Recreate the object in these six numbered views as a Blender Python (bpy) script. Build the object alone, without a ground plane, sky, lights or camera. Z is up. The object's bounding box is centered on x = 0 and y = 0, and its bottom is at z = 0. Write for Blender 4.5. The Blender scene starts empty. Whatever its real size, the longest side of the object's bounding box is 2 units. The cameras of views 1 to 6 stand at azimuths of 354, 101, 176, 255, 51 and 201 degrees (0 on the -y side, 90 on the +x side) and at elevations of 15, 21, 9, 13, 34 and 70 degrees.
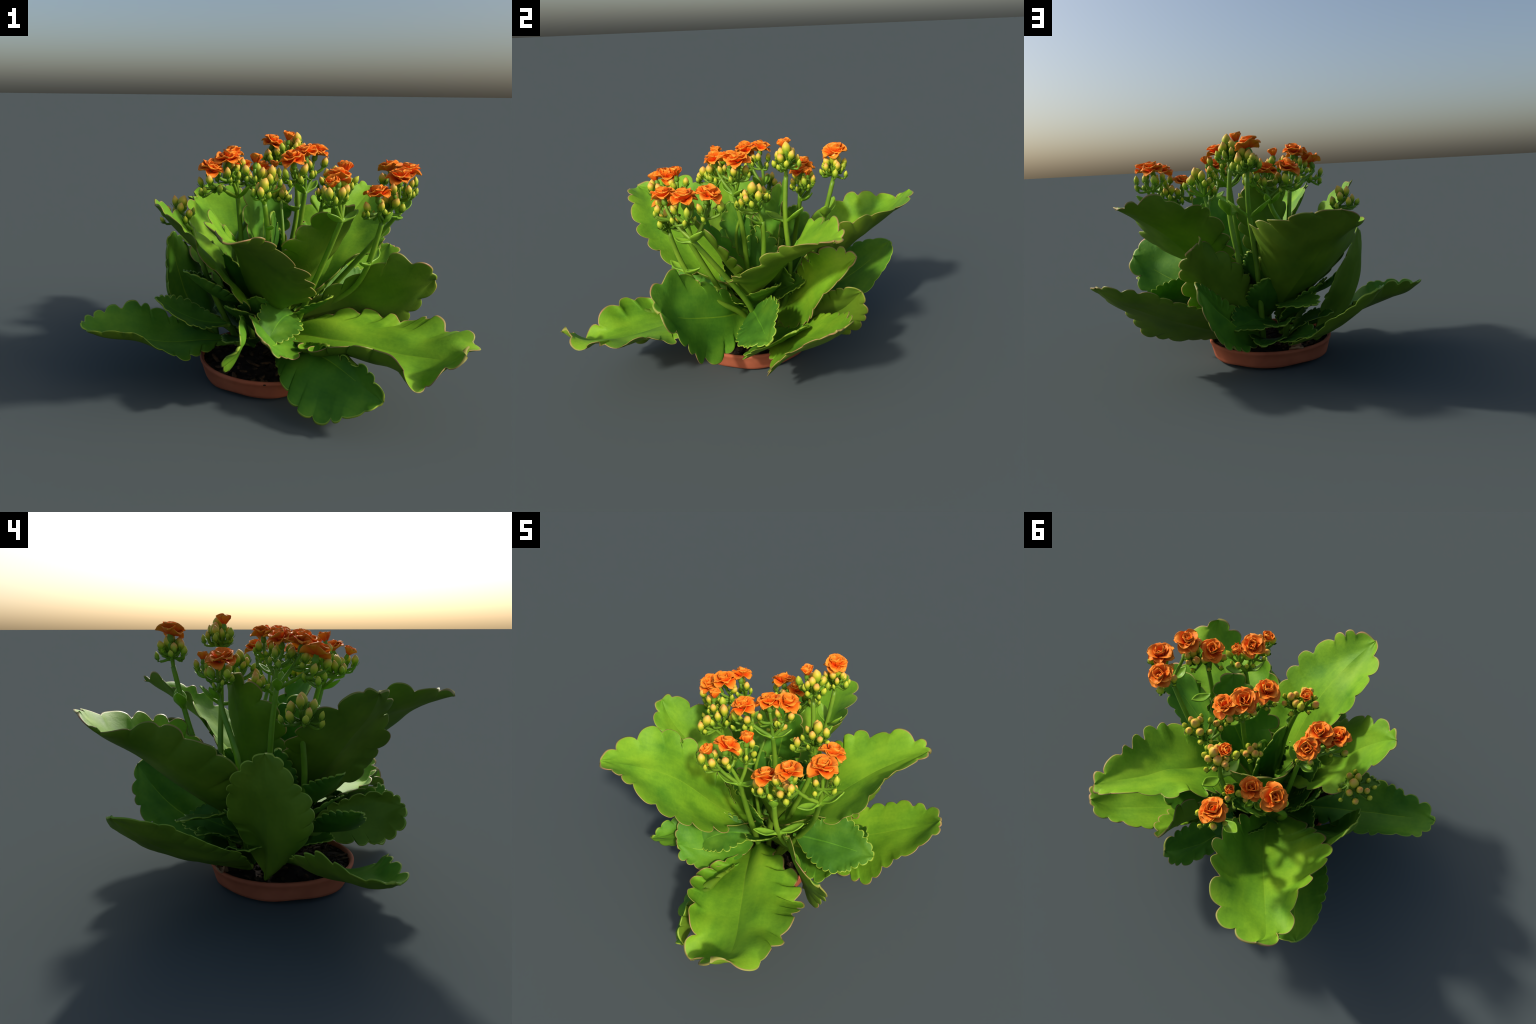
"""Double-flowered kalanchoe in a shallow terracotta pot.

Every leaf is lofted between a midrib and two margin curves, then given a
scalloped (crenate) margin, fleshy thickness, a raised underside rib and a thin
rusty rim.  Flower heads are built from whorls of petals, with buds around them.
"""
import bpy, math, random
import numpy as np
from mathutils import Matrix, Vector

random.seed(7)
rng = np.random.default_rng(11)

# ------------------------------------------------------------------ materials
def new_mat(name):
    m = bpy.data.materials.new(name)
    m.use_nodes = True
    nt = m.node_tree
    return m, nt, nt.nodes["Principled BSDF"]

def ramp(nt, stops):
    n = nt.nodes.new("ShaderNodeValToRGB")
    e = n.color_ramp.elements
    while len(e) < len(stops):
        e.new(0.5)
    for el, (p, c) in zip(e, stops):
        el.position = p
        el.color = (*c, 1)
    return n

def noise(nt, scale, detail=3, rough=0.55, vec=None):
    n = nt.nodes.new("ShaderNodeTexNoise")
    n.inputs["Scale"].default_value = scale
    n.inputs["Detail"].default_value = detail
    n.inputs["Roughness"].default_value = rough
    if vec is not None:
        nt.links.new(vec, n.inputs["Vector"])
    return n

def bump(nt, bsdf, height, strength, dist):
    b = nt.nodes.new("ShaderNodeBump")
    b.inputs["Strength"].default_value = strength
    b.inputs["Distance"].default_value = dist
    nt.links.new(height, b.inputs["Height"])
    nt.links.new(b.outputs["Normal"], bsdf.inputs["Normal"])

def mix(nt, a, b, fac):
    n = nt.nodes.new("ShaderNodeMix")
    n.data_type = 'RGBA'
    for sock, val in ((n.inputs[6], a), (n.inputs[7], b)):
        if isinstance(val, tuple):
            sock.default_value = (*val, 1)
        else:
            nt.links.new(val, sock)
    if isinstance(fac, float):
        n.inputs[0].default_value = fac
    else:
        nt.links.new(fac, n.inputs[0])
    return n.outputs[2]

def math_node(nt, op, a, b=None, clamp=False):
    n = nt.nodes.new("ShaderNodeMath")
    n.operation = op
    n.use_clamp = clamp
    for i, v in enumerate((a, b)):
        if v is None:
            continue
        if isinstance(v, (int, float)):
            n.inputs[i].default_value = v
        else:
            nt.links.new(v, n.inputs[i])
    return n.outputs[0]

def leaf_material(name, dark, mid, light, rough=0.58, spec=0.18, rib=None):
    """green blade: slow blotches, fine mottling, streaks that follow the leaf,
    and a paler soft line along the midrib (local x = 0)"""
    m, nt, b = new_mat(name)
    tc = nt.nodes.new("ShaderNodeTexCoord")
    obj = tc.outputs["Object"]
    info = nt.nodes.new("ShaderNodeObjectInfo")
    mp = nt.nodes.new("ShaderNodeMapping")
    nt.links.new(obj, mp.inputs["Vector"])
    off = nt.nodes.new("ShaderNodeCombineXYZ")
    r10 = math_node(nt, 'MULTIPLY', info.outputs["Random"], 17.0)
    for i in range(3):
        nt.links.new(r10, off.inputs[i])
    nt.links.new(off.outputs[0], mp.inputs["Location"])
    big = noise(nt, 4.5, 2, 0.5, mp.outputs[0])
    fine = noise(nt, 55, 4, 0.6, mp.outputs[0])
    mp2 = nt.nodes.new("ShaderNodeMapping")
    mp2.inputs["Scale"].default_value = (22, 5, 5)
    nt.links.new(mp.outputs[0], mp2.inputs["Vector"])
    streak = noise(nt, 1.0, 3, 0.55, mp2.outputs[0])
    s = math_node(nt, 'ADD', math_node(nt, 'MULTIPLY', big.outputs[0], 0.62),
                  math_node(nt, 'MULTIPLY', fine.outputs[0], 0.16))
    s = math_node(nt, 'ADD', s, math_node(nt, 'MULTIPLY', streak.outputs[0], 0.22))
    cr = ramp(nt, [(0.32, dark), (0.5, mid), (0.68, light)])
    nt.links.new(s, cr.inputs[0])
    col = cr.outputs[0]
    nt.links.new(col, b.inputs["Base Color"])
    b.inputs["Roughness"].default_value = rough
    b.inputs["Specular IOR Level"].default_value = spec
    bump(nt, b, fine.outputs[0], 0.12, 0.01)
    return m

def plain_material(name, c1, c2, scale, rough=0.5, spec=0.3, bump_s=0.1):
    m, nt, b = new_mat(name)
    tc = nt.nodes.new("ShaderNodeTexCoord")
    n = noise(nt, scale, 4, 0.6, tc.outputs["Object"])
    cr = ramp(nt, [(0.32, c1), (0.68, c2)])
    nt.links.new(n.outputs[0], cr.inputs[0])
    nt.links.new(cr.outputs[0], b.inputs["Base Color"])
    b.inputs["Roughness"].default_value = rough
    b.inputs["Specular IOR Level"].default_value = spec
    if bump_s:
        bump(nt, b, n.outputs[0], bump_s, 0.01)
    return m

def axial_material(name, axis, stops, rough=0.5, spec=0.3, jitter=0.12, nscale=6):
    """colour runs along one local axis of the piece (0..1 = base..tip)"""
    m, nt, b = new_mat(name)
    tc = nt.nodes.new("ShaderNodeTexCoord")
    sep = nt.nodes.new("ShaderNodeSeparateXYZ")
    nt.links.new(tc.outputs["Object"], sep.inputs[0])
    n = noise(nt, nscale, 3, 0.6, tc.outputs["Object"])
    info = nt.nodes.new("ShaderNodeObjectInfo")
    t = math_node(nt, 'ADD', sep.outputs[axis],
                  math_node(nt, 'MULTIPLY', math_node(nt, 'SUBTRACT', n.outputs[0], 0.5), jitter * 2))
    t = math_node(nt, 'ADD', t, math_node(nt, 'MULTIPLY', math_node(nt, 'SUBTRACT', info.outputs["Random"], 0.5), jitter))
    cr = ramp(nt, stops)
    nt.links.new(t, cr.inputs[0])
    nt.links.new(cr.outputs[0], b.inputs["Base Color"])
    b.inputs["Roughness"].default_value = rough
    b.inputs["Specular IOR Level"].default_value = spec
    return m

M_TOP = leaf_material("leaf_blade_bright", (0.075, 0.215, 0.011), (0.155, 0.335, 0.015), (0.245, 0.435, 0.020))
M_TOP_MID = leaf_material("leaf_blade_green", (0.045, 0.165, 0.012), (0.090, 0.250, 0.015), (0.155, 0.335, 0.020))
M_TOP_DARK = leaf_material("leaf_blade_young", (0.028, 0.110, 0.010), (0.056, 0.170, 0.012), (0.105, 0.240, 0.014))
M_UNDER = leaf_material("leaf_underside", (0.074, 0.165, 0.009), (0.112, 0.210, 0.011), (0.155, 0.258, 0.016), rough=0.62)
M_RIM = plain_material("leaf_rim_rusty", (0.20, 0.31, 0.025), (0.36, 0.19, 0.085), 6, 0.45)
M_RIM_GREEN = plain_material("leaf_rim_green", (0.20, 0.36, 0.03), (0.33, 0.42, 0.04), 9, 0.45)
M_RIB = leaf_material("leaf_midrib", (0.12, 0.27, 0.014), (0.19, 0.36, 0.018), (0.26, 0.43, 0.024))
M_STEM = plain_material("stem_skin", (0.105, 0.230, 0.016), (0.190, 0.330, 0.022), 7, 0.42)
M_BRACT = plain_material("bract_green", (0.130, 0.290, 0.018), (0.230, 0.420, 0.025), 12, 0.42)
M_PETAL = axial_material("petal_orange", 1, [(0.0, (0.66, 0.032, 0.004)), (0.35, (0.80, 0.100, 0.006)),
                                             (0.7, (0.86, 0.200, 0.013)), (1.0, (0.90, 0.285, 0.026))], 0.55, 0.2, 0.10, 3)
M_STAMEN = plain_material("stamen_yellow", (0.75, 0.45, 0.10), (0.85, 0.62, 0.25), 20)
M_BUD = axial_material("bud_ripe", 2, [(0.0, (0.15, 0.30, 0.015)), (0.34, (0.29, 0.39, 0.018)), (0.64, (0.60, 0.50, 0.036)),
                                       (0.84, (0.74, 0.45, 0.085)), (1.0, (0.80, 0.30, 0.06))], 0.5, 0.25, 0.14, 3)
M_BUD_GREEN = axial_material("bud_green", 2, [(0.0, (0.15, 0.32, 0.02)), (0.5, (0.32, 0.44, 0.025)),
                                              (1.0, (0.60, 0.56, 0.04))], 0.5, 0.25, 0.14, 3)
M_CALYX = axial_material("calyx_green", 2, [(0.0, (0.13, 0.27, 0.02)), (1.0, (0.26, 0.40, 0.03))], 0.5, 0.25, 0.1, 4)
M_POT = plain_material("terracotta", (0.33, 0.085, 0.040), (0.44, 0.125, 0.060), 6, 0.75, 0.15, 0.05)
M_SOIL = plain_material("peat_soil", (0.008, 0.006, 0.005), (0.030, 0.020, 0.013), 30, 0.95, 0.1, 0.6)
M_BARK = plain_material("bark_chip", (0.020, 0.013, 0.008), (0.085, 0.050, 0.025), 25, 0.9, 0.1, 0.4)
M_DRY = plain_material("dry_leaf", (0.20, 0.10, 0.05), (0.38, 0.22, 0.12), 14, 0.8, 0.1, 0.3)

# ------------------------------------------------------------------ scene tree
def link(o):
    bpy.context.scene.collection.objects.link(o)
    return o

ROOT = link(bpy.data.objects.new("potted_kalanchoe", None))
ROOT["label"] = "flowering kalanchoe with scalloped green leaves, orange double flowers, terracotta pot"
ROOT["category"] = "potted plant"

def child(name, mesh, parent, matrix=None):
    o = link(bpy.data.objects.new(name, mesh))
    o.parent = parent
    if matrix is not None:
        o.matrix_basis = parent.matrix_world.inverted() @ matrix if parent is not ROOT else matrix
    return o

def mesh_from(name, verts, faces, mats, idx=None, smooth=True):
    me = bpy.data.meshes.new(name)
    me.from_pydata([tuple(map(float, v)) for v in verts], [], faces)
    for m in mats:
        me.materials.append(m)
    if idx is not None:
        me.polygons.foreach_set("material_index", np.asarray(idx, np.int32))
    if smooth:
        me.polygons.foreach_set("use_smooth", np.ones(len(me.polygons), bool))
    me.update()
    return me

# ------------------------------------------------------------------ maths
def unit(v, axis=-1):
    v = np.asarray(v, float)
    n = np.linalg.norm(v, axis=axis, keepdims=True)
    return v / np.maximum(n, 1e-9)

def spline(pts, n):
    """natural cubic through pts by chord length, resampled evenly by length"""
    p = np.asarray(pts, float)
    t = np.r_[0, np.cumsum(np.linalg.norm(np.diff(p, axis=0), axis=1) ** 0.7)]
    k = len(p)
    if k == 2:
        s = np.linspace(0, 1, n)[:, None]
        return p[0] * (1 - s) + p[1] * s
    h = np.diff(t)
    A = np.zeros((k, k)); B = np.zeros((k, 3))
    A[0, 0] = A[-1, -1] = 1
    for i in range(1, k - 1):
        A[i, i - 1:i + 2] = h[i - 1], 2 * (h[i - 1] + h[i]), h[i]
        B[i] = 6 * ((p[i + 1] - p[i]) / h[i] - (p[i] - p[i - 1]) / h[i - 1])
    m = np.linalg.solve(A, B)
    def ev(x):
        i = np.clip(np.searchsorted(t, x) - 1, 0, k - 2)
        a = (t[i + 1] - x)[:, None]; b = (x - t[i])[:, None]; hi = h[i][:, None]
        return (m[i] * a ** 3 + m[i + 1] * b ** 3) / (6 * hi) + (p[i] / hi - m[i] * hi / 6) * a + (p[i + 1] / hi - m[i + 1] * hi / 6) * b
    x = np.linspace(0, t[-1], 400)
    q = ev(x)
    L = np.r_[0, np.cumsum(np.linalg.norm(np.diff(q, axis=0), axis=1))]
    xs = np.interp(np.linspace(0, L[-1], n), L, x)
    return ev(xs)

def smooth01(x):
    x = np.clip(x, 0, 1)
    return x * x * (3 - 2 * x)

# ------------------------------------------------------------------ leaf
def build_leaf(name, mid, left, right, mats, lobe=0.09, depth=0.030, thick=0.011,
               rim=0.0035, petiole=0.016, ruffle=0.010, rows=150, parent=None, cols=11, rib=0.006, seed=None, bowl=2.0, swell=(0, 0)):
    """mid: base..tip.  left/right: margin points strictly between base and tip,
    seen from base to tip with the upper face up."""
    r = np.random.default_rng(abs(hash(str(np.round(mid[-1], 3).tolist()))) % 2 ** 31 if seed is None else seed)
    base, tip = np.asarray(mid[0], float), np.asarray(mid[-1], float)
    M = spline(mid, rows)
    ring = spline([base, *left, tip, *right[::-1], base], 900)
    k = int(np.argmin(np.linalg.norm(ring[200:700] - tip, axis=1))) + 200
    def even(c):
        q = np.r_[0, np.cumsum(np.linalg.norm(np.diff(c, axis=0), axis=1))]
        x = np.linspace(0, q[-1], rows)
        return np.stack([np.interp(x, q, c[:, i]) for i in range(3)], 1)
    Lc, Rc = even(ring[:k + 1]), even(ring[k:][::-1])
    u = np.linspace(0, 1, rows)
    # petiole: never thinner than its own width near the base
    w = unit(Rc - Lc)
    w[:6] = w[6]
    half = np.linalg.norm(Rc - Lc, axis=1) / 2
    need = petiole * (1 - smooth01(u / 0.5))
    grow = np.maximum(need - half, 0)[:, None] * w
    Lc, Rc = Lc - grow, Rc + grow
    mid0 = M.copy()
    # scalloped margin
    def margin(C, other):
        T = unit(np.gradient(C, axis=0))
        j = np.maximum((np.arange(rows) * 0.90).astype(int) - 2, 0)
        out = C - mid0[j]
        out -= T * (out * T).sum(1, keepdims=True)
        out = unit(out)
        s = np.r_[0, np.cumsum(np.linalg.norm(np.diff(C, axis=0), axis=1))]
        cuts = [s[-1] * 0.16]
        while cuts[-1] < s[-1] - lobe * 0.35:
            cuts.append(cuts[-1] + lobe * r.uniform(0.55, 1.45))
        cuts[-1] = s[-1] + 0.5 * lobe * r.uniform(0.2, 1)   # a lobe straddles the tip
        cuts = np.array(cuts)
        i = np.clip(np.searchsorted(cuts, s) - 1, 0, len(cuts) - 2)
        p = np.clip((s - cuts[i]) / (cuts[i + 1] - cuts[i]), 0, 1) ** 0.85
        amp = r.uniform(0.5, 1.3, len(cuts))[i] * np.minimum(1, (cuts[i + 1] - cuts[i]) / lobe)
        h = (1 - np.abs(2 * p - 1) ** 2.6)
        ramp_ = smooth01((u - 0.12) / 0.2) 
        tipf = 1 - 0.75 * smooth01((u - 0.93) / 0.07)
        o = depth * amp * (h - 0.74) * ramp_ * tipf
        lift = ruffle * r.uniform(-1, 1, len(cuts))[i] * h * ramp_
        return out * o[:, None], lift
    oL, zL = margin(Lc, Rc)
    oR, zR = margin(Rc, Lc)
    # columns
    f = np.linspace(0, 1, cols) ** 0.9
    half = np.maximum(np.linalg.norm(Rc - Lc, axis=1) / 2, 1e-4)
    vm = np.minimum(rib * (1.05 - u) / half, 0.25)
    vr = np.maximum(1 - rim / half, 0.55)
    side = [vm[:, None] + (vr - vm)[:, None] * f[None, :], np.ones((rows, 1))]
    side = np.concatenate(side, 1)                       # rows x (cols+1)
    V = np.concatenate([-side[:, ::-1], np.zeros((rows, 1)), side], 1)
    nc = V.shape[1]
    half_vec = ((Rc - Lc) / 2)[:, None, :]
    bow = ((Lc + Rc) / 2 - M)[:, None, :]
    P = M[:, None, :] + V[..., None] * half_vec + (np.abs(np.where(np.abs(V) < .12, V * 0 + .0, (np.abs(V) - .12) / .88)) ** bowl)[..., None] * bow
    wgt = np.where(np.abs(V) > 0.5, ((np.abs(V) - 0.5) / 0.5) ** 1.6, 0)[..., None]
    P = P + wgt * np.where((V < 0)[..., None], oL[:, None, :], oR[:, None, :])
    # normals
    du = np.gradient(P, axis=0); dv = np.gradient(P, axis=1)
    N = unit(np.cross(dv, du))
    bad = np.linalg.norm(np.cross(dv, du), axis=-1) < 1e-10
    ref = unit(N[rows // 2, nc // 2])
    N[bad] = ref
    N[-1] = unit(N[-3].mean(0)); N[0] = unit(N[3].mean(0))
    lift = np.where(V < 0, zL[:, None], zR[:, None]) * np.clip((np.abs(V) - 0.45) / 0.55, 0, 1) ** 2.2
    # gentle puckering of the blade between the veins
    ph = r.uniform(0, 6.28, 4)
    puck = 0.004 * min(1.0, float(half.max()) / .15) ** 1.5 * np.sin(u[:, None] * 19 + ph[0] + 3 * np.abs(V)) * np.sin(np.abs(V) * 5 + ph[1]) * smooth01((u[:, None] - 0.15) / 0.2)
    # each half may belly up (+) or sag (-) between rib and margin
    belly = np.where(V < 0, swell[0], swell[1]) * np.sin(np.pi * np.clip(np.abs(V) * .95, 0, 1)) * np.sin(np.pi * u[:, None] ** .8)
    P = P + N * (lift + puck + belly)[..., None]
    # fleshy thickness, thinning to the rim
    prof = np.sqrt(np.clip(1 - np.abs(V) ** 10, 0, 1))
    stalk = 1 - smooth01(u / 0.3)
    t_half = (thick / 2 + stalk[:, None] * petiole * 0.55 * np.clip(1 - V ** 2, 0, 1)) * prof
    ridge = 0.010 * (1 - u)[:, None] * np.exp(-(V * half[:, None] / 0.014) ** 2)
    groove = 0.0035 * (1 - 0.8 * u)[:, None] * np.exp(-(V * half[:, None] / 0.010) ** 2) * smooth01(u[:, None] / 0.2)
    top = P + N * (t_half - groove)[..., None]
    bot = P - N * (t_half + ridge)[..., None]
    bot[:, 0] = top[:, 0] = P[:, 0]
    bot[:, -1] = top[:, -1] = P[:, -1]
    # local frame: y along the leaf, z out of the upper face
    y = unit(tip - base)
    z = unit(ref - y * (ref @ y))
    x = np.cross(y, z)
    F = np.stack([x, y, z], 1)
    verts = np.concatenate([top.reshape(-1, 3), bot.reshape(-1, 3)]) - base
    verts = verts @ F
    n1 = rows * nc
    def T(i, j): return i * nc + j
    def Bt(i, j): return T(i, j) if j in (0, nc - 1) else n1 + i * nc + j
    faces, idx = [], []
    c = nc // 2
    for i in range(rows - 1):
        for j in range(nc - 1):
            k = 2 if j in (0, nc - 2) else (3 if j in (c - 1, c) and i < rows * 0.8 else 0)
            faces.append((T(i, j), T(i, j + 1), T(i + 1, j + 1), T(i + 1, j)))
            idx.append(k)
            k = 2 if j in (0, nc - 2) else 1
            faces.append((Bt(i, j), Bt(i + 1, j), Bt(i + 1, j + 1), Bt(i, j + 1)))
            idx.append(k)
    faces.append(tuple([T(0, j) for j in range(nc - 1, -1, -1)][::-1] ) if False else tuple([Bt(0, j) for j in range(nc)] + [T(0, j) for j in range(nc - 2, 0, -1)]))
    idx.append(1)
    me = mesh_from(name, verts, faces, mats, idx)
    mw = Matrix(((*F[0], base[0]), (*F[1], base[1]), (*F[2], base[2]), (0, 0, 0, 1)))
    return child(name, me, parent or ROOT, mw)

def small_leaf(name, mid, hw, up, mats, cup=0.25, widest=0.55, parent=None, **kw):
    """leaf given by its midrib, half-width and the way its upper face looks"""
    M = spline(mid, 9)
    T = unit(np.gradient(M, axis=0))
    up = np.asarray(up, float)
    left, right = [], []
    for i in range(1, 9):
        s = i / 8
        x = unit(np.cross(T[i], up))
        n = np.cross(x, T[i])
        if s < 0.985:
            g = math.sin(math.pi * min(1, s) ** (math.log(0.5) / math.log(widest))) ** 0.8 if s < 1 else 0
            g = max(g, 0.10)
            right.append(M[i] + x * hw * g + n * hw * g * cup)
            left.append(M[i] - x * hw * g + n * hw * g * cup)
    return build_leaf(name, mid, left, right, mats, parent=parent, **kw)

BRIGHT = [M_TOP, M_UNDER, M_RIM, M_RIB]
GREEN = [M_TOP_MID, M_UNDER, M_RIM, M_RIB]
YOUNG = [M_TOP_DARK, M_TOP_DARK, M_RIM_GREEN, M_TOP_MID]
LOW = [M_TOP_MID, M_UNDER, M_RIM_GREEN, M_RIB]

def big_leaves():
    # four crown leaves, in crossing pairs
    build_leaf("leaf", [(.07, .03, .36), (.03, -.2, .48), (0, -.35, .63), (-.04, -.47, .78), (-.09, -.58, .875), (-.15, -.71, .945), (-.24, -.87, 1.0)],
               [(.18, -.2, .5), (.23, -.49, .63), (.21, -.61, .72), (.14, -.74, .81), (.05, -.80, .91), (-.08, -.865, 1.02), (-.17, -.88, 1.015)],
               [(-.11, -.2, .72), (-.19, -.32, .94), (-.26, -.41, 1.01), (-.28, -.51, 1.06), (-.30, -.62, 1.05), (-.285, -.74, 1.045)],
               BRIGHT, lobe=.12, depth=.054, bowl=2.3, ruffle=.02, swell=(-.015, -.015))
    build_leaf("leaf", [(-.02, -.06, .40), (-.24, -.18, .66), (-.37, -.25, .83), (-.48, -.30, .97), (-.555, -.30, 1.06)],
               [(-.06, -.22, .44), (-.11, -.37, .54), (-.2, -.46, .66), (-.25, -.465, .74), (-.34, -.47, .84), (-.39, -.44, .93), (-.47, -.41, 1.0), (-.53, -.36, 1.055)],
               [(-.15, .02, .62), (-.3, .03, .82), (-.40, .02, .88), (-.47, -.08, .98), (-.51, -.15, 1.02), (-.555, -.25, 1.08)],
               BRIGHT, lobe=.12, depth=.05, ruffle=.018, swell=(.04, .0))
    build_leaf("leaf", [(.15, .02, .36), (.35, .05, .48), (.44, .11, .60), (.51, .20, .71), (.585, .28, .81), (.645, .365, .885), (.73, .455, .95), (.83, .55, 1.02)],
               [(.22, .2, .6), (.31, .34, .90), (.36, .38, .97), (.43, .44, 1.01), (.5, .47, 1.01), (.55, .5, 1.04), (.64, .55, 1.07), (.72, .58, 1.05), (.79, .595, 1.035)],
               [(.38, -.06, .55), (.58, -.04, .70), (.72, -.01, .75), (.79, .09, .82), (.80, .19, .90), (.81, .29, .97), (.825, .41, 1.01), (.85, .49, 1.02)],
               BRIGHT, lobe=.12, depth=.054, bowl=1.8, ruffle=.02, swell=(.015, .008))
    build_leaf("leaf", [(0, .12, .3), (-.03, .27, .425), (-.09, .45, .55), (-.15, .58, .67), (-.21, .7, .77), (-.27, .82, .86), (-.30, .91, .94), (-.275, .945, .985)],
               [(-.17, .15, .42), (-.31, .2, .57), (-.43, .3, .74), (-.46, .38, .82), (-.44, .46, .85), (-.40, .55, .92), (-.38, .64, .94), (-.39, .74, .93), (-.38, .86, .92), (-.33, .92, .965)],
               [(.10, .33, .68), (.14, .47, .87), (.135, .57, .9), (.12, .65, .9), (.08, .71, .93), (.03, .81, .94), (-.04, .89, .96), (-.1, .93, .98), (-.2, .95, .99)],
               BRIGHT, lobe=.12, depth=.055, bowl=2.2, ruffle=.018, swell=(.012, .012))
    # the broad low leaf in front, its tip curled up
    build_leaf("leaf", [(.1, -.05, .2), (.2, -.18, .28), (.33, -.33, .32), (.48, -.47, .34), (.63, -.61, .35), (.75, -.72, .365), (.84, -.84, .405), (.85, -.935, .48)],
               [(.32, -.12, .35), (.5, -.2, .44), (.66, -.22, .42), (.8, -.32, .41), (.91, -.46, .47), (.95, -.56, .44), (.98, -.66, .465), (1.0, -.74, .455), (.965, -.81, .46), (.915, -.875, .48)],
               [(.17, -.28, .29), (.19, -.43, .33), (.24, -.59, .38), (.32, -.69, .44), (.43, -.79, .46), (.54, -.835, .45), (.6, -.9, .37), (.66, -.94, .31), (.71, -.95, .35), (.77, -.952, .43)],
               BRIGHT, lobe=.12, depth=.045, petiole=.03, bowl=4.0, ruffle=.026, swell=(.055, -.01))
    # drooping leaf that touches the ground
    build_leaf("leaf", [(.1, -.12, .14), (.2, -.35, .27), (.33, -.6, .295), (.42, -.76, .265), (.5, -.89, .235)],
               [(.24, -.33, .29), (.33, -.63, .36), (.38, -.76, .375), (.43, -.84, .355), (.475, -.895, .31)],
               [(.07, -.38, .18), (.10, -.6, .12), (.15, -.69, .07), (.23, -.76, .06), (.29, -.82, .1), (.36, -.85, .14), (.45, -.885, .18)],
               LOW, lobe=.085, depth=.028, ruffle=.02, swell=(-.005, .03))
    # long flat leaf, near edge rolled up
    build_leaf("leaf", [(-.02, 0, .16), (-.2, -.02, .19), (-.38, -.07, .215), (-.5, -.10, .222), (-.62, -.13, .25), (-.8, -.165, .3), (-.91, -.19, .335), (-.99, -.19, .385)],
               [(-.2, -.05, .18), (-.38, -.24, .19), (-.48, -.33, .23), (-.56, -.335, .29), (-.62, -.33, .34), (-.69, -.315, .375), (-.78, -.3, .375), (-.88, -.29, .38), (-.95, -.25, .37)],
               [(-.2, .04, .19), (-.38, .06, .26), (-.52, .065, .335), (-.62, .06, .385), (-.71, .035, .425), (-.8, .01, .42), (-.89, -.03, .41), (-.96, -.1, .395)],
               LOW, lobe=.10, depth=.045, bowl=2.3, ruffle=.014, swell=(.02, .01))
    # upright spoon leaf
    build_leaf("leaf", [(-.22, .1, .12), (-.365, .135, .31), (-.448, .165, .49), (-.485, .18, .65), (-.495, .19, .81)],
               [(-.40, .04, .29), (-.475, -.03, .42), (-.51, -.03, .53), (-.52, -.015, .59), (-.52, .04, .66), (-.525, .08, .71), (-.515, .13, .79)],
               [(-.24, .2, .27), (-.27, .27, .39), (-.30, .31, .47), (-.36, .33, .6), (-.41, .325, .68), (-.44, .29, .74), (-.475, .24, .79)],
               LOW, lobe=.075, depth=.022, swell=(-.035, .045))
    build_leaf("leaf", [(-.06, .14, .12), (-.2, .30, .205), (-.3, .45, .28), (-.36, .61, .375), (-.43, .76, .49), (-.46, .84, .57)],
               [(-.26, .21, .24), (-.41, .29, .34), (-.48, .39, .41), (-.51, .46, .45), (-.52, .55, .5), (-.525, .66, .55), (-.5, .77, .575)],
               [(-.04, .35, .17), (-.06, .53, .23), (-.1, .62, .28), (-.15, .69, .32), (-.21, .77, .39), (-.27, .81, .44), (-.34, .85, .5), (-.385, .86, .54)],
               LOW, lobe=.085, depth=.018)
    build_leaf("leaf", [(.15, .08, .17), (.35, .22, .25), (.62, .4, .38), (.75, .48, .455), (.85, .54, .515), (.97, .57, .62)],
               [(.27, .28, .32), (.5, .52, .47), (.6, .58, .53), (.72, .62, .585), (.84, .64, .61), (.92, .62, .63)],
               [(.4, .12, .17), (.62, .17, .19), (.73, .18, .21), (.82, .19, .26), (.87, .27, .39), (.95, .35, .48), (1.0, .45, .57), (1.0, .52, .615)],
               BRIGHT, lobe=.09, depth=.034, swell=(.01, -.005))
    build_leaf("leaf", [(.15, -.05, .33), (.43, -.09, .40), (.63, -.2, .475), (.785, -.29, .55), (.93, -.33, .65)],
               [(.43, -.01, .30), (.54, -.07, .235), (.65, -.14, .215), (.76, -.2, .265), (.83, -.215, .36), (.88, -.245, .455), (.92, -.27, .53), (.945, -.295, .6)],
               [(.4, -.12, .54), (.55, -.22, .67), (.62, -.28, .73), (.69, -.345, .785), (.76, -.37, .765), (.83, -.38, .76), (.905, -.37, .71)],
               GREEN, lobe=.125, depth=.046, ruffle=.026, bowl=2.2)
    build_leaf("leaf", [(.12, .12, .28), (.22, .25, .40), (.34, .39, .56), (.42, .52, .69), (.455, .64, .80)],
               [(.13, .2, .45), (.24, .3, .66), (.39, .38, .79), (.43, .44, .83), (.42, .5, .84), (.42, .58, .83)],
               [(.32, .22, .27), (.44, .34, .36), (.53, .42, .51), (.535, .48, .61), (.535, .55, .69), (.50, .61, .75)],
               BRIGHT, lobe=.09, depth=.04)
    build_leaf("leaf", [(.1, .15, .2), (.23, .38, .29), (.335, .56, .43), (.44, .67, .59)],
               [(.14, .33, .17), (.21, .48, .19), (.26, .56, .23), (.31, .62, .26), (.35, .665, .32), (.38, .7, .4), (.41, .705, .47), (.435, .69, .53)],
               [(.25, .3, .4), (.37, .45, .54), (.415, .54, .6), (.445, .61, .615)],
               GREEN, lobe=.085, depth=.028, swell=(-.045, -.04))
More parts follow.
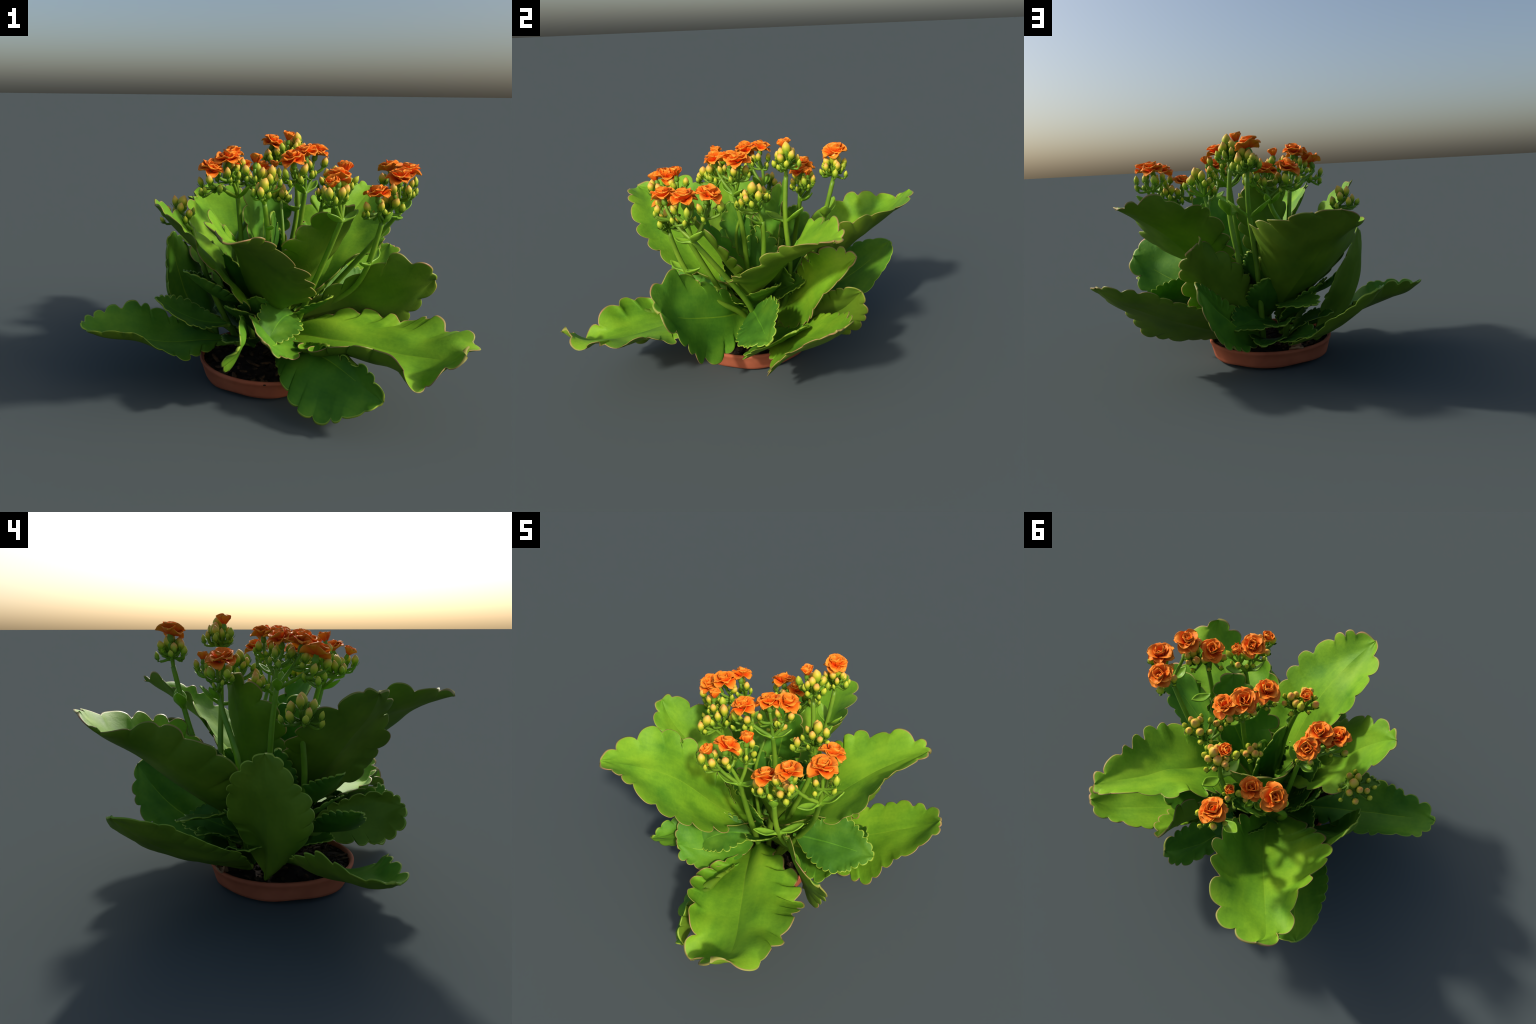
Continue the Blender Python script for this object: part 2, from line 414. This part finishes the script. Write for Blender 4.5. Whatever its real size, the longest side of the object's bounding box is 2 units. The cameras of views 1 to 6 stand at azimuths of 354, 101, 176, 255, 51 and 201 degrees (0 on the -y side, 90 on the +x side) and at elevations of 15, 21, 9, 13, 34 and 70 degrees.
    build_leaf("leaf", [(.18, .08, .2), (.38, .16, .22), (.55, .24, .32), (.66, .33, .44)],
               [(.33, .24, .29), (.47, .36, .38), (.58, .385, .43)],
               [(.4, .02, .17), (.58, .0, .205), (.65, .06, .27), (.69, .12, .33), (.7, .22, .39)],
               LOW, lobe=.07, depth=.026)
    # folded pair low in front
    build_leaf("leaf", [(.12, -.1, .28), (.09, -.3, .32), (.05, -.46, .345), (-.02, -.585, .41)],
               [(.19, -.22, .28), (.2, -.4, .29), (.18, -.49, .31), (.11, -.56, .31), (.04, -.6, .35)],
               [(.02, -.2, .39), (-.06, -.38, .48), (-.09, -.49, .51), (-.075, -.55, .475)],
               GREEN, lobe=.08, depth=.028)
    build_leaf("leaf", [(-.07, -.14, .27), (-.105, -.35, .37), (-.12, -.52, .395), (-.165, -.67, .41)],
               [(-.14, -.3, .24), (-.18, -.45, .225), (-.21, -.56, .25), (-.235, -.61, .3), (-.235, -.64, .36)],
               [(-.11, -.25, .42), (-.13, -.38, .48), (-.14, -.5, .495), (-.155, -.6, .485)],
               LOW, lobe=.08, depth=.03)
    # inner upright leaves
    build_leaf("leaf", [(.18, 0, .42), (.28, -.1, .62), (.38, -.18, .82), (.42, -.33, 1.05)],
               [(.36, -.03, .68), (.47, -.12, .86), (.5, -.2, .97), (.48, -.28, 1.04)],
               [(.12, -.05, .6), (.12, -.16, .76), (.12, -.24, .84), (.16, -.26, .89), (.22, -.25, .94), (.28, -.29, 1.0), (.34, -.33, 1.04)],
               GREEN, lobe=.10, depth=.05)
    build_leaf("leaf", [(.03, .08, .38), (.035, .12, .65), (.045, .16, .85), (.05, .19, 1.0), (.04, .2, 1.11)],
               [(-.03, -.02, .55), (-.05, -.04, .8), (-.08, .0, .92), (-.075, .07, 1.0), (-.065, .14, 1.075)],
               [(.13, .13, .6), (.2, .175, .84), (.21, .185, .95), (.19, .2, 1.04), (.13, .21, 1.095)],
               GREEN, lobe=.1, depth=.045)
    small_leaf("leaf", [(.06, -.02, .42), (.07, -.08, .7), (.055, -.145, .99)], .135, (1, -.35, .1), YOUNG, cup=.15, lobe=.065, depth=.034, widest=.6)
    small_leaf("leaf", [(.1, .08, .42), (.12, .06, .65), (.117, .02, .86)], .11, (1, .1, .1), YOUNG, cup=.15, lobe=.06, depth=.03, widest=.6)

def little_leaves():
    k = dict(lobe=.042, depth=.026, rows=100, cols=8, rim=.004, thick=.009, petiole=.012, ruffle=.008)
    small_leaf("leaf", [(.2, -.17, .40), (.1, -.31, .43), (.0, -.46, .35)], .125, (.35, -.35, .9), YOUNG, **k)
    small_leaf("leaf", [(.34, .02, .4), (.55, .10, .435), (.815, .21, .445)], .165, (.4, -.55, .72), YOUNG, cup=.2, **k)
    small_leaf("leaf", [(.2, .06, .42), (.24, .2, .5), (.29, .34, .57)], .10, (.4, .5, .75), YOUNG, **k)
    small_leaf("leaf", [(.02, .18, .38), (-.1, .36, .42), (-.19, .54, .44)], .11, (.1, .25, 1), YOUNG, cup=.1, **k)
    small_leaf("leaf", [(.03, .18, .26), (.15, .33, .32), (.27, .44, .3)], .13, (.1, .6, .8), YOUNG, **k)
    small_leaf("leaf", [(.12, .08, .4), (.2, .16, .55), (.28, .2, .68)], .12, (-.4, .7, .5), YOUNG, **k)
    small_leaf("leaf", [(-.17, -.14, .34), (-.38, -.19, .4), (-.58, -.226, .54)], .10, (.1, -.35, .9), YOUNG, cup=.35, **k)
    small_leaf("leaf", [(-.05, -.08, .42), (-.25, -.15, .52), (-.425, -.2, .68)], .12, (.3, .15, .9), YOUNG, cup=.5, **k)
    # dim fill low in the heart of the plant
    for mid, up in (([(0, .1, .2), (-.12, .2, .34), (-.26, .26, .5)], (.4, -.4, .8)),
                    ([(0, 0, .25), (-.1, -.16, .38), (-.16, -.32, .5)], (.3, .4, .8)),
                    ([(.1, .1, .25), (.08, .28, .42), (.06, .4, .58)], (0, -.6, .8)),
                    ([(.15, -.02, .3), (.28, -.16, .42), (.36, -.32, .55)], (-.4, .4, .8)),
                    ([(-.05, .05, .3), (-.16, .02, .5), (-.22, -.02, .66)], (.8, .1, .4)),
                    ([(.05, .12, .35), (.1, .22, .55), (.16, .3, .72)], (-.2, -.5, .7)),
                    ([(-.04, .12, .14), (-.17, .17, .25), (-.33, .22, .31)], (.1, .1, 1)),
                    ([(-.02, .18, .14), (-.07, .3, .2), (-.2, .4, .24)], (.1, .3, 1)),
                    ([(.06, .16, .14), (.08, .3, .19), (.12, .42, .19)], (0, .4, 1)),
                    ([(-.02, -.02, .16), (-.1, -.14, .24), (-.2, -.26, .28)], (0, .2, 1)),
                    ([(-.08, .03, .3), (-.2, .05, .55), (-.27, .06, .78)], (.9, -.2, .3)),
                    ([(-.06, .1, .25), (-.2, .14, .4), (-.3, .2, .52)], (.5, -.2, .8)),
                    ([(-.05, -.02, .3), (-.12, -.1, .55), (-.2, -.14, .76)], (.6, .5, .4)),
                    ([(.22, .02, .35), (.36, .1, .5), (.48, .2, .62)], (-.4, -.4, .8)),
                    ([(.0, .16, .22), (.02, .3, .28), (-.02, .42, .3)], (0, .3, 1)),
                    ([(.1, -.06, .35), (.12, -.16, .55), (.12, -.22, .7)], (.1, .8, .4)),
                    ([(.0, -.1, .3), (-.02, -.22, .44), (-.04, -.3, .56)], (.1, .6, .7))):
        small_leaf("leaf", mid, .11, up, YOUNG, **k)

# ------------------------------------------------------------------ tubes
def tube(pts, r0, r1, n=None, sides=8, cap=True):
    p = spline(pts, n or max(6, 5 * len(pts)))
    T = unit(np.gradient(p, axis=0))
    ref = np.array([0.31, 0.77, 0.1])
    V, F = [], []
    k = len(p)
    for i in range(k):
        a = unit(np.cross(T[i], ref)); b = np.cross(T[i], a)
        s = i / (k - 1)
        r = r0 * (1 - s) + r1 * s
        for j in range(sides):
            t = 2 * math.pi * j / sides
            V.append(p[i] + r * (a * math.cos(t) + b * math.sin(t)))
    for i in range(k - 1):
        for j in range(sides):
            j2 = (j + 1) % sides
            F.append((i * sides + j, i * sides + j2, (i + 1) * sides + j2, (i + 1) * sides + j))
    F.append(tuple(range(sides))[::-1])
    F.append(tuple((k - 1) * sides + j for j in range(sides)))
    return V, F

class Builder:
    def __init__(self): self.v, self.f = [], []
    def add(self, VF):
        o = len(self.v)
        self.v += list(VF[0]); self.f += [tuple(i + o for i in f) for f in VF[1]]

# ------------------------------------------------------------------ petals, buds
def petal_mesh(name, curl, cup, width, seed):
    """unit-length petal: y from claw to rounded tip, z up; thick, wavy, lip rolled"""
    r = np.random.default_rng(seed)
    nu, nv = 17, 13
    top, bot = [], []
    ph = r.uniform(0, 6.28, 4)
    skew = r.uniform(-.10, .10)
    for i in range(nu):
        s = i / (nu - 1)
        wdt = width * (0.30 + 0.70 * math.sin(min(1, s / .62) * math.pi / 2) ** 1.2)
        if s > .60:
            wdt *= math.sqrt(max(0.0, 1 - ((s - .60) / .40) ** 2.6)) * .97 + .03
        ang = curl * s ** 1.5
        for j in range(nv):
            v = math.sin((-1 + 2 * j / (nv - 1)) * math.pi / 2)
            x = v * wdt + skew * s * s
            y = s * math.cos(ang * .6) + .03 * s * math.sin(3.3 * v + ph[2])
            z = s * math.sin(ang * .6) + cup * (v * wdt) ** 2 * 2.0
            z += .055 * s * s * math.sin(v * 2.6 + ph[0]) + .035 * s ** 2 * math.sin(5.5 * v + ph[1])
            z -= .16 * max(0, s - .74) ** 1.3 * (1 + .8 * math.sin(2 * v + ph[3]))
            th = .044 * math.sqrt(max(0, 1 - v ** 6)) * (1 if i < nu - 1 else .25)
            top.append((x, y, z + th)); bot.append((x, y, z - th))
    V = top + bot
    n1 = len(top); F = []
    for i in range(nu - 1):
        for j in range(nv - 1):
            a = i * nv + j
            F.append((a, a + 1, a + nv + 1, a + nv))
            F.append((n1 + a, n1 + a + nv, n1 + a + nv + 1, n1 + a + 1))
    for i in range(nu - 1):
        a = i * nv; F.append((a, a + nv, n1 + a + nv, n1 + a))
        a = i * nv + nv - 1; F.append((a, n1 + a, n1 + a + nv, a + nv))
    for j in range(nv - 1):
        a = j; F.append((a, n1 + a, n1 + a + 1, a + 1))
        a = (nu - 1) * nv + j; F.append((a, a + 1, n1 + a + 1, n1 + a))
    return mesh_from(name, V, F, [M_PETAL])

PETALS = {
    "outer": [petal_mesh("petal_outer", -0.30, 0.55, 0.55, s) for s in (1, 2, 3, 4)],
    "mid": [petal_mesh("petal_middle", 0.05, 0.80, 0.55, s) for s in (5, 6, 7)],
    "inner": [petal_mesh("petal_inner", 0.45, 1.1, 0.56, s) for s in (8, 9, 10)],
}

def bud_mesh(name, mat, fat, pointed, seed):
    """unit-height bud standing on four fused sepals"""
    r = np.random.default_rng(seed)
    prof = [(0.0, .12), (.08, .26), (.2, .38), (.36, .46), (.52, .50), (.66, .47), (.79, .37), (.9, .22), (.97, .09), (1.0, .0)]
    n = 12
    V, F = [], []
    for z, q in prof:
        for j in range(n):
            t = 2 * math.pi * j / n
            ridge = 1 + 0.05 * math.cos(4 * t + z * 2.2) * (z > .3)
            rr = q * fat * ridge * (1 - pointed * max(0, z - .55))
            V.append((rr * math.cos(t), rr * math.sin(t), z))
    for i in range(len(prof) - 1):
        for j in range(n):
            k = (j + 1) % n
            F.append((i * n + j, i * n + k, (i + 1) * n + k, (i + 1) * n + j))
    F.append(tuple(range(n))[::-1])
    idx = [0] * len(F)
    # four sepals hugging the base
    for q in range(4):
        a = q * math.pi / 2 + 0.3
        o = len(V)
        rows_ = 5
        for i in range(rows_):
            s = i / (rows_ - 1)
            wv = 0.20 * math.sin(math.pi * (0.25 + 0.75 * s)) * fat
            rad = fat * (0.20 + 0.33 * math.sin(min(1, s * 1.1) * math.pi / 2)) + 0.02
            zz = -0.02 + 0.40 * s
            for side in (-1, 0, 1):
                ca, sa = math.cos(a), math.sin(a)
                for k, off in enumerate((0.05, 0.0)):
                    rr = rad + off * (1 - s * 0.6) * (1 if side == 0 else .3) + s * s * .06
                    V.append((rr * ca - side * wv * sa, rr * sa + side * wv * ca, zz))
        for i in range(rows_ - 1):
            for c in range(2):
                p = o + i * 6 + c * 2; q2 = p + 6
                F += [(p, p + 2, q2 + 2, q2), (p + 1, q2 + 1, q2 + 3, p + 3)]
                idx += [1, 1]
            for e in (0, 4):
                p = o + i * 6 + e; F.append((p, p + 6, p + 7, p + 1)); idx.append(1)
        p = o + (rows_ - 1) * 6
        F += [(p, p + 2, p + 3, p + 1), (p + 2, p + 4, p + 5, p + 3)]; idx += [1, 1]
    return mesh_from(name, V, F, [mat, M_CALYX], idx)

BUD_RIPE = [bud_mesh("bud_ripe", M_BUD, .64, .2, 1), bud_mesh("bud_ripe_slim", M_BUD, .55, .35, 2)]
BUD_GREEN = [bud_mesh("bud_green", M_BUD_GREEN, .66, .5, 3), bud_mesh("bud_green_slim", M_BUD_GREEN, .54, .6, 4)]

def frame(origin, axis, spin, scale):
    z = Vector(axis).normalized()
    q = z.to_track_quat('Z', 'Y')
    return Matrix.Translation(Vector(origin)) @ q.to_matrix().to_4x4() @ Matrix.Rotation(spin, 4, 'Z') @ Matrix.Scale(scale, 4)

def add_bud(pos, axis, size, ripe, parent):
    me = random.choice(BUD_RIPE if ripe else BUD_GREEN)
    return child("bud", me, parent, frame(pos, axis, random.uniform(0, 6.28), size))

def flower(center, axis, radius, openness, parent_root):
    """openness 1 = full rosette, 0 = cup just opening"""
    axis = unit(axis)
    h = radius * 0.80
    base = np.asarray(center) - axis * h * 0.80
    # tube and calyx
    prof = [(-0.10, .10), (0.0, .20), (.18, .27), (.36, .25), (.55, .20), (.75, .24), (.86, .10)]
    n = 12; V = []; F = []
    for z, q in prof:
        for j in range(n):
            t = 2 * math.pi * j / n
            V.append((q * math.cos(t) * radius * .9, q * math.sin(t) * radius * .9, z * h))
    for i in range(len(prof) - 1):
        for j in range(n):
            k = (j + 1) % n
            F.append((i * n + j, i * n + k, (i + 1) * n + k, (i + 1) * n + j))
    F.append(tuple(range(n))[::-1]); F.append(tuple((len(prof) - 1) * n + j for j in range(n)))
    idx = [0] * len(F)
    b = Builder(); b.v = V; b.f = F
    for q in range(4):      # stamens and styles in the throat
        a = q * 1.57 + .4
        d = .05 * radius
        b.add(tube([(d * math.cos(a), d * math.sin(a), h * .7), (d * 1.6 * math.cos(a), d * 1.6 * math.sin(a), h * (1.0 + .06 * q))], .03 * radius, .035 * radius, 4, 6))
    idx += [1] * (len(b.f) - len(idx))
    me = mesh_from("flower_tube", b.v, b.f, [M_CALYX, M_STAMEN], idx)
    fo = child("flower", me, parent_root, frame(base, axis, random.uniform(0, 6.28), 1.0))
    if openness > .5:
        whorls = [("outer", 5, 16, .98, .64), ("outer", 5, 38, .94, .70), ("mid", 4, 60, .78, .74), ("inner", 2, 78, .58, .76)]
        extra = []
    else:
        whorls = [("mid", 5, 56, .95, .55), ("inner", 4, 72, .78, .62)]
        extra = []
    for kind, cnt, tilt, size, z0 in whorls + extra:
        a0 = random.uniform(0, 6.28)
        for i in range(cnt):
            a = a0 + 2 * math.pi * (i + random.uniform(-.16, .16)) / cnt
            el = math.radians(tilt + random.uniform(-11, 13))
            s = radius * size * random.uniform(.90, 1.10)
            m = (Matrix.Translation((0, 0, h * z0 + random.uniform(-.03, .03) * h)) @ Matrix.Rotation(a, 4, 'Z')
                 @ Matrix.Translation((0, radius * .06, 0)) @ Matrix.Rotation(el, 4, 'X')
                 @ Matrix.Rotation(random.uniform(-.25, .25), 4, 'Y') @ Matrix.Scale(s, 4))
            p = link(bpy.data.objects.new("petal", random.choice(PETALS[kind])))
            p.parent = fo
            p.matrix_basis = m
    return base, axis

# ------------------------------------------------------------------ flower heads
def head(path, flowers=(), budsets=(), bracts=(), r0=.019, r1=.013):
    """one stalk: path of the main stem, flowers (position, radius, openness) and
    bud clusters (centre, spread, count) carried at its end"""
    b = Builder()
    b.add(tube(path, r0, r1, 34, 12))
    node = np.asarray(path[-1], float)
    prev = np.asarray(path[-2], float)
    sdir = unit(node - prev)
    stem_me = bpy.data.meshes.new("stem")
    so = child("stem", stem_me, ROOT)
    cen = np.mean([f[0] for f in flowers] + [c[0] for c in budsets], axis=0)
    todo = []
    for pos, rad, op in flowers:
        pos = np.asarray(pos, float) - (0, 0, .010)
        out = (pos - cen); out[2] = 0
        axis = unit(np.array([0, 0, 1.0]) + out * 3.2 + rng.normal(0, .17, 3))
        base, ax = flower(pos, axis, rad, op, ROOT)
        k1 = node + (base - node) * .62 + np.array([0, 0, -.012]) + out * .15
        b.add(tube([node - sdir * .01, k1, base - ax * .012, base], .0105, .0085, 12, 8))
        # buds clustered under the flower
        others = [np.asarray(f[0], float) for f in flowers if not np.allclose(f[0], pos)]
        a0 = random.uniform(0, 6.28)
        n_big = 3
        n_small = 5
        for i in range(n_big + n_small):
            big = i < n_big
            a = a0 + (2 * math.pi * i / n_big if big else 2 * math.pi * (i + .5) / n_small) + random.uniform(-.35, .35)
            rr = rad * (random.uniform(.68, .92) if big else random.uniform(.45, .95))
            p = pos + np.array([rr * math.cos(a), rr * math.sin(a), rad * (random.uniform(-.95, -.6) if big else random.uniform(-1.7, -1.05))])
            if any(np.linalg.norm((p - o)[:2]) < rad * .62 for o in others):
                continue
            size = random.uniform(.052, .066) if big else random.uniform(.032, .046)
            todo.append((p, pos, k1, size, big and random.random() < .8))
    for cpos, spread, count in budsets:
        cpos = np.asarray(cpos, float)
        k1 = node + (cpos - node) * .4
        b.add(tube([node - sdir * .01, k1], .010, .008, 8, 8))
        for i in range(count):
            a = 2.4 * i + random.uniform(-.3, .3)
            q = math.sqrt((i + .3) / count)
            p = cpos + np.array([spread * q * math.cos(a), spread * q * math.sin(a), spread * (.55 - 1.15 * q + random.uniform(-.12, .12))])
            size = .086 - .046 * q + random.uniform(-.004, .004)
            todo.append((p, cpos, k1, size, q < .72))
    for p, pos, k1, size, ripe in todo:
        out = (p - pos); out[2] = 0
        ax = unit(np.array([0, 0, 1.0]) + out * 5 + rng.normal(0, .14, 3))
        foot = p - ax * size * .5
        knee = k1 * .40 + foot * .60 - np.array([0, 0, .010])
        b.add(tube([k1, knee, foot - ax * .006, foot + ax * size * .06], .0085, .0095 if ripe else .0062, 9, 7))
        add_bud(foot, ax, size, ripe, so)
    for at, d, ln, hw in bracts:
        at = np.asarray(at, float); d = unit(d)
        m1 = at + d * ln * .5 + np.array([0, 0, -.012])
        tip = at + d * ln + np.array([0, 0, .012])
        up = unit(np.array([0, 0, 1.0]) - d * d[2] * .9 + unit(node - at + 1e-6) * .0)
        small_leaf("bract", [at, m1, tip], hw, up, [M_BRACT] * 4, parent=so, cup=.35,
                   lobe=.3, depth=.0, rows=40, cols=6, rim=.003, thick=.008, petiole=.008, ruffle=.0)
    me = mesh_from("stem", b.v, b.f, [M_STEM])
    so.data = me
    bpy.data.meshes.remove(stem_me)

def all_heads():
    head([(.18, .0, .10), (.39, .026, .42), (.59, -.06, .71), (.75, -.185, .985)],
         [((.69, -.335, 1.205), 0.069, 1), ((.777, -.20, 1.215), 0.073, 1), ((.72, -.09, 1.22), 0.071, 1)],
         bracts=[((.75, -.185, .985), (.6, .6, .45), .13, .04), ((.745, -.18, .98), (-.3, -.9, -.1), .12, .03)])
    head([(.2, -.03, .14), (.34, -.04, .36), (.503, -.165, .53), (.569, -.297, .74), (.607, -.357, .974)],
         [((.567, -.375, 1.125), 0.069, 1)], [((.655, -.33, 1.07), .075, 8)],
         bracts=[((.569, -.297, .74), (.55, .75, .25), .14, .03), ((.569, -.297, .74), (-.5, -.75, .1), .13, .03), ((.607, -.357, .974), (.5, -.5, .6), .07, .025)])
    head([(.15, -.06, .10), (.236, -.19, .44), (.31, -.30, .72), (.384, -.40, .996)],
         [((.396, -.36, 1.25), .062, 0), ((.345, -.442, 1.22), 0.069, 1), ((.30, -.52, 1.20), .056, 0)],
         bracts=[((.384, -.40, .996), (-.75, -.6, .3), .12, .036), ((.384, -.40, .996), (.85, .45, .25), .11, .03)])
    head([(.14, -.02, .15), (.20, -.03, .6), (.23, -.04, .88), (.25, -.074, 1.09)],
         [((.313, -.025, 1.305), 0.069, 1), ((.24, -.087, 1.30), 0.073, 1), ((.159, -.196, 1.28), 0.071, 1)],
         bracts=[((.25, -.074, 1.09), (.7, .65, .35), .11, .03), ((.25, -.074, 1.09), (-.6, -.7, .4), .12, .03)])
    head([(.05, -.05, .2), (.05, -.14, .6), (.035, -.2, .85), (.005, -.24, 1.05)],
         [((-.043, -.246, 1.28), .056, 0)], [((-.02, -.325, 1.14), .05, 6), ((.03, -.24, 1.19), .07, 8)],
         bracts=[((.03, -.21, .93), (.3, -.9, -.1), .05, .022)])
    head([(-.02, .04, .15), (-.07, .05, .5), (-.10, .045, .85), (-.118, .025, 1.05)],
         [((-.149, .017, 1.285), 0.067, 1), ((-.174, -.084, 1.272), 0.073, 1), ((-.27, -.119, 1.222), 0.071, 1)],
         bracts=[((-.12, .02, 1.05), (-.8, .3, .35), .10, .026), ((-.12, .02, 1.05), (.7, -.4, .6), .10, .026)])
    head([(.12, .12, .12), (.2, .22, .5), (.225, .238, .70), (.255, .225, .92), (.235, .232, 1.20)],
         [((.191, .216, 1.365), .056, 0)], [((.235, .24, 1.31), .085, 14)],
         bracts=[((.252, .225, .94), (.35, .75, .55), .14, .034), ((.252, .225, .94), (-.35, -.8, .15), .14, .04)])
    head([(.10, .18, .1), (.11, .3, .5), (.13, .40, .78), (.146, .442, .941), (.147, .489, 1.144)],
         [((.134, .497, 1.315), 0.071, 1)], [((.15, .49, 1.25), .085, 12)],
         bracts=[((.146, .442, .941), (-.75, .3, .45), .14, .034), ((.146, .442, .941), (.75, .1, .5), .13, .034)])
    head([(-.03, .14, .12), (-.10, .2, .5), (-.12, .225, .72), (.0, .27, .93), (.03, .283, 1.03)],
         [((.039, .285, 1.18), 0.065, 1), ((-.085, .287, 1.19), 0.073, 1), ((.125, .342, 1.19), .044, 0)],
         bracts=[((.02, .28, 1.0), (-.55, .6, .4), .09, .022), ((.02, .28, 1.0), (.3, .9, .4), .09, .02)])
    head([(.16, .04, .2), (.3, .08, .6), (.36, .11, .79), (.385, .115, .97)], (), [((.43, .08, 1.145), .095, 11), ((.36, .0, 1.07), .035, 3)],
         bracts=[((.385, .115, .97), (.5, -.8, .2), .07, .026)])
    head([(-.1, -.02, .15), (-.2, -.04, .36), (-.285, -.06, .566), (-.375, -.015, .88)], (), [((-.444, .0, .99), .11, 13)],
         bracts=[((-.375, -.015, .88), (-.5, -.8, .3), .08, .02)])
    head([(.12, -.06, .35), (.128, -.10, .65), (.129, -.1, .83), (.125, -.02, 1.0)], (), [((.131, .06, 1.06), .06, 9)], r0=.012, r1=.008)

# ------------------------------------------------------------------ pot and soil
POT_C = np.array([.045, -.055, 0.0])

def pot():
    n = 160
    prof = [(.0, .014), (.31, .013), (.350, .012), (.362, .016), (.367, .032), (.377, .072), (.384, .098), (.390, .106), (.391, .120), (.384, .126),
            (.374, .123), (.368, .110), (.362, .08), (.352, .045), (.0, .045)]
    V, F = [], []
    for k, (q, z) in enumerate(prof):
        for j in range(n):
            t = 2 * math.pi * j / n
            wob = 1 + .004 * math.sin(3 * t + 1) + .003 * math.sin(5 * t + 2.2)
            low = max(0, (.06 - z) / .06) if k < 6 else 0
            wob *= 1 + low * (.007 * math.sin(7 * t + .5) + .005 * math.sin(12 * t))
            zz = z + (.006 * low * (1 + math.sin(6 * t + 2)) if k in (2, 3, 4) else 0) + (.003 * math.sin(2 * t + 1) if z > .1 else 0)
            V.append((q * wob * math.cos(t), q * wob * math.sin(t), max(zz, .01)))
    for i in range(len(prof) - 1):
        for j in range(n):
            k = (j + 1) % n
            F.append((i * n + j, i * n + k, (i + 1) * n + k, (i + 1) * n + j))
    me = mesh_from("flower_pot", V, F, [M_POT])
    child("flower_pot", me, ROOT, Matrix.Translation(Vector(POT_C)))

def soil():
    n, m = 96, 26
    V, F = [(0, 0, .12)], []
    r = np.random.default_rng(3)
    ph = r.uniform(0, 6.28, (14, 2)); kk = r.normal(0, 28, (14, 2))
    for i in range(1, m + 1):
        q = .366 * i / m
        for j in range(n):
            t = 2 * math.pi * j / n
            x, y = q * math.cos(t), q * math.sin(t)
            z = .094 + .030 * math.exp(-(q / .2) ** 2) + sum(.0035 * math.sin(a[0] * x + a[1] * y + b[0]) for a, b in zip(kk, ph)) * .55
            V.append((x, y, z))
    for j in range(n):
        F.append((0, 1 + j, 1 + (j + 1) % n))
    for i in range(m - 1):
        for j in range(n):
            k = (j + 1) % n
            F.append((1 + i * n + j, 1 + (i + 1) * n + j, 1 + (i + 1) * n + k, 1 + i * n + k))
    so = child("soil", mesh_from("soil", V, F, [M_SOIL]), ROOT, Matrix.Translation(Vector(POT_C)))
    # loose peat crumbs and bark shreds
    b = Builder(); idx = []
    for c in range(420):
        q = .355 * math.sqrt(r.uniform(0, 1)); t = r.uniform(0, 6.28)
        p = np.array([q * math.cos(t), q * math.sin(t), .098 + .030 * math.exp(-(q / .2) ** 2)])
        s = r.uniform(.006, .018)
        long_ = r.uniform(.8, 3.2) if c % 3 == 0 else 1
        d = unit(r.normal(0, 1, 3) * (1, 1, .35)); a = unit(np.cross(d, (0, 0, 1.01))); e = np.cross(d, a)
        base_v = []
        for sx in (-1, -.4, .4, 1):
            for k in range(5):
                g = 2 * math.pi * k / 5
                w = s * (1 - .55 * sx * sx) * r.uniform(.7, 1.25)
                base_v.append(p + d * sx * s * long_ + a * w * math.cos(g) + e * w * .6 * math.sin(g))
        F2 = [(i * 5 + k, i * 5 + (k + 1) % 5, (i + 1) * 5 + (k + 1) % 5, (i + 1) * 5 + k) for i in range(3) for k in range(5)]
        F2 += [(4, 3, 2, 1, 0), (15, 16, 17, 18, 19)]
        b.add((base_v, F2)); idx += [1 if c % 3 == 0 else 0] * len(F2)
    cr = child("soil_crumbs", mesh_from("soil_crumbs", b.v, b.f, [M_SOIL, M_BARK], idx, smooth=False), so)
    cr["kind"] = "stuff"
    # withered leaf lying at the back of the pot
    small_leaf("dry_leaf", [(-.05, .27, .105), (-.08, .30, .135), (-.13, .31, .13)], .03, (.1, .3, 1), [M_DRY] * 4, cup=.6, lobe=.03, depth=.008, rows=40, cols=6, petiole=.006)

pot()
soil()
big_leaves()
little_leaves()
all_heads()
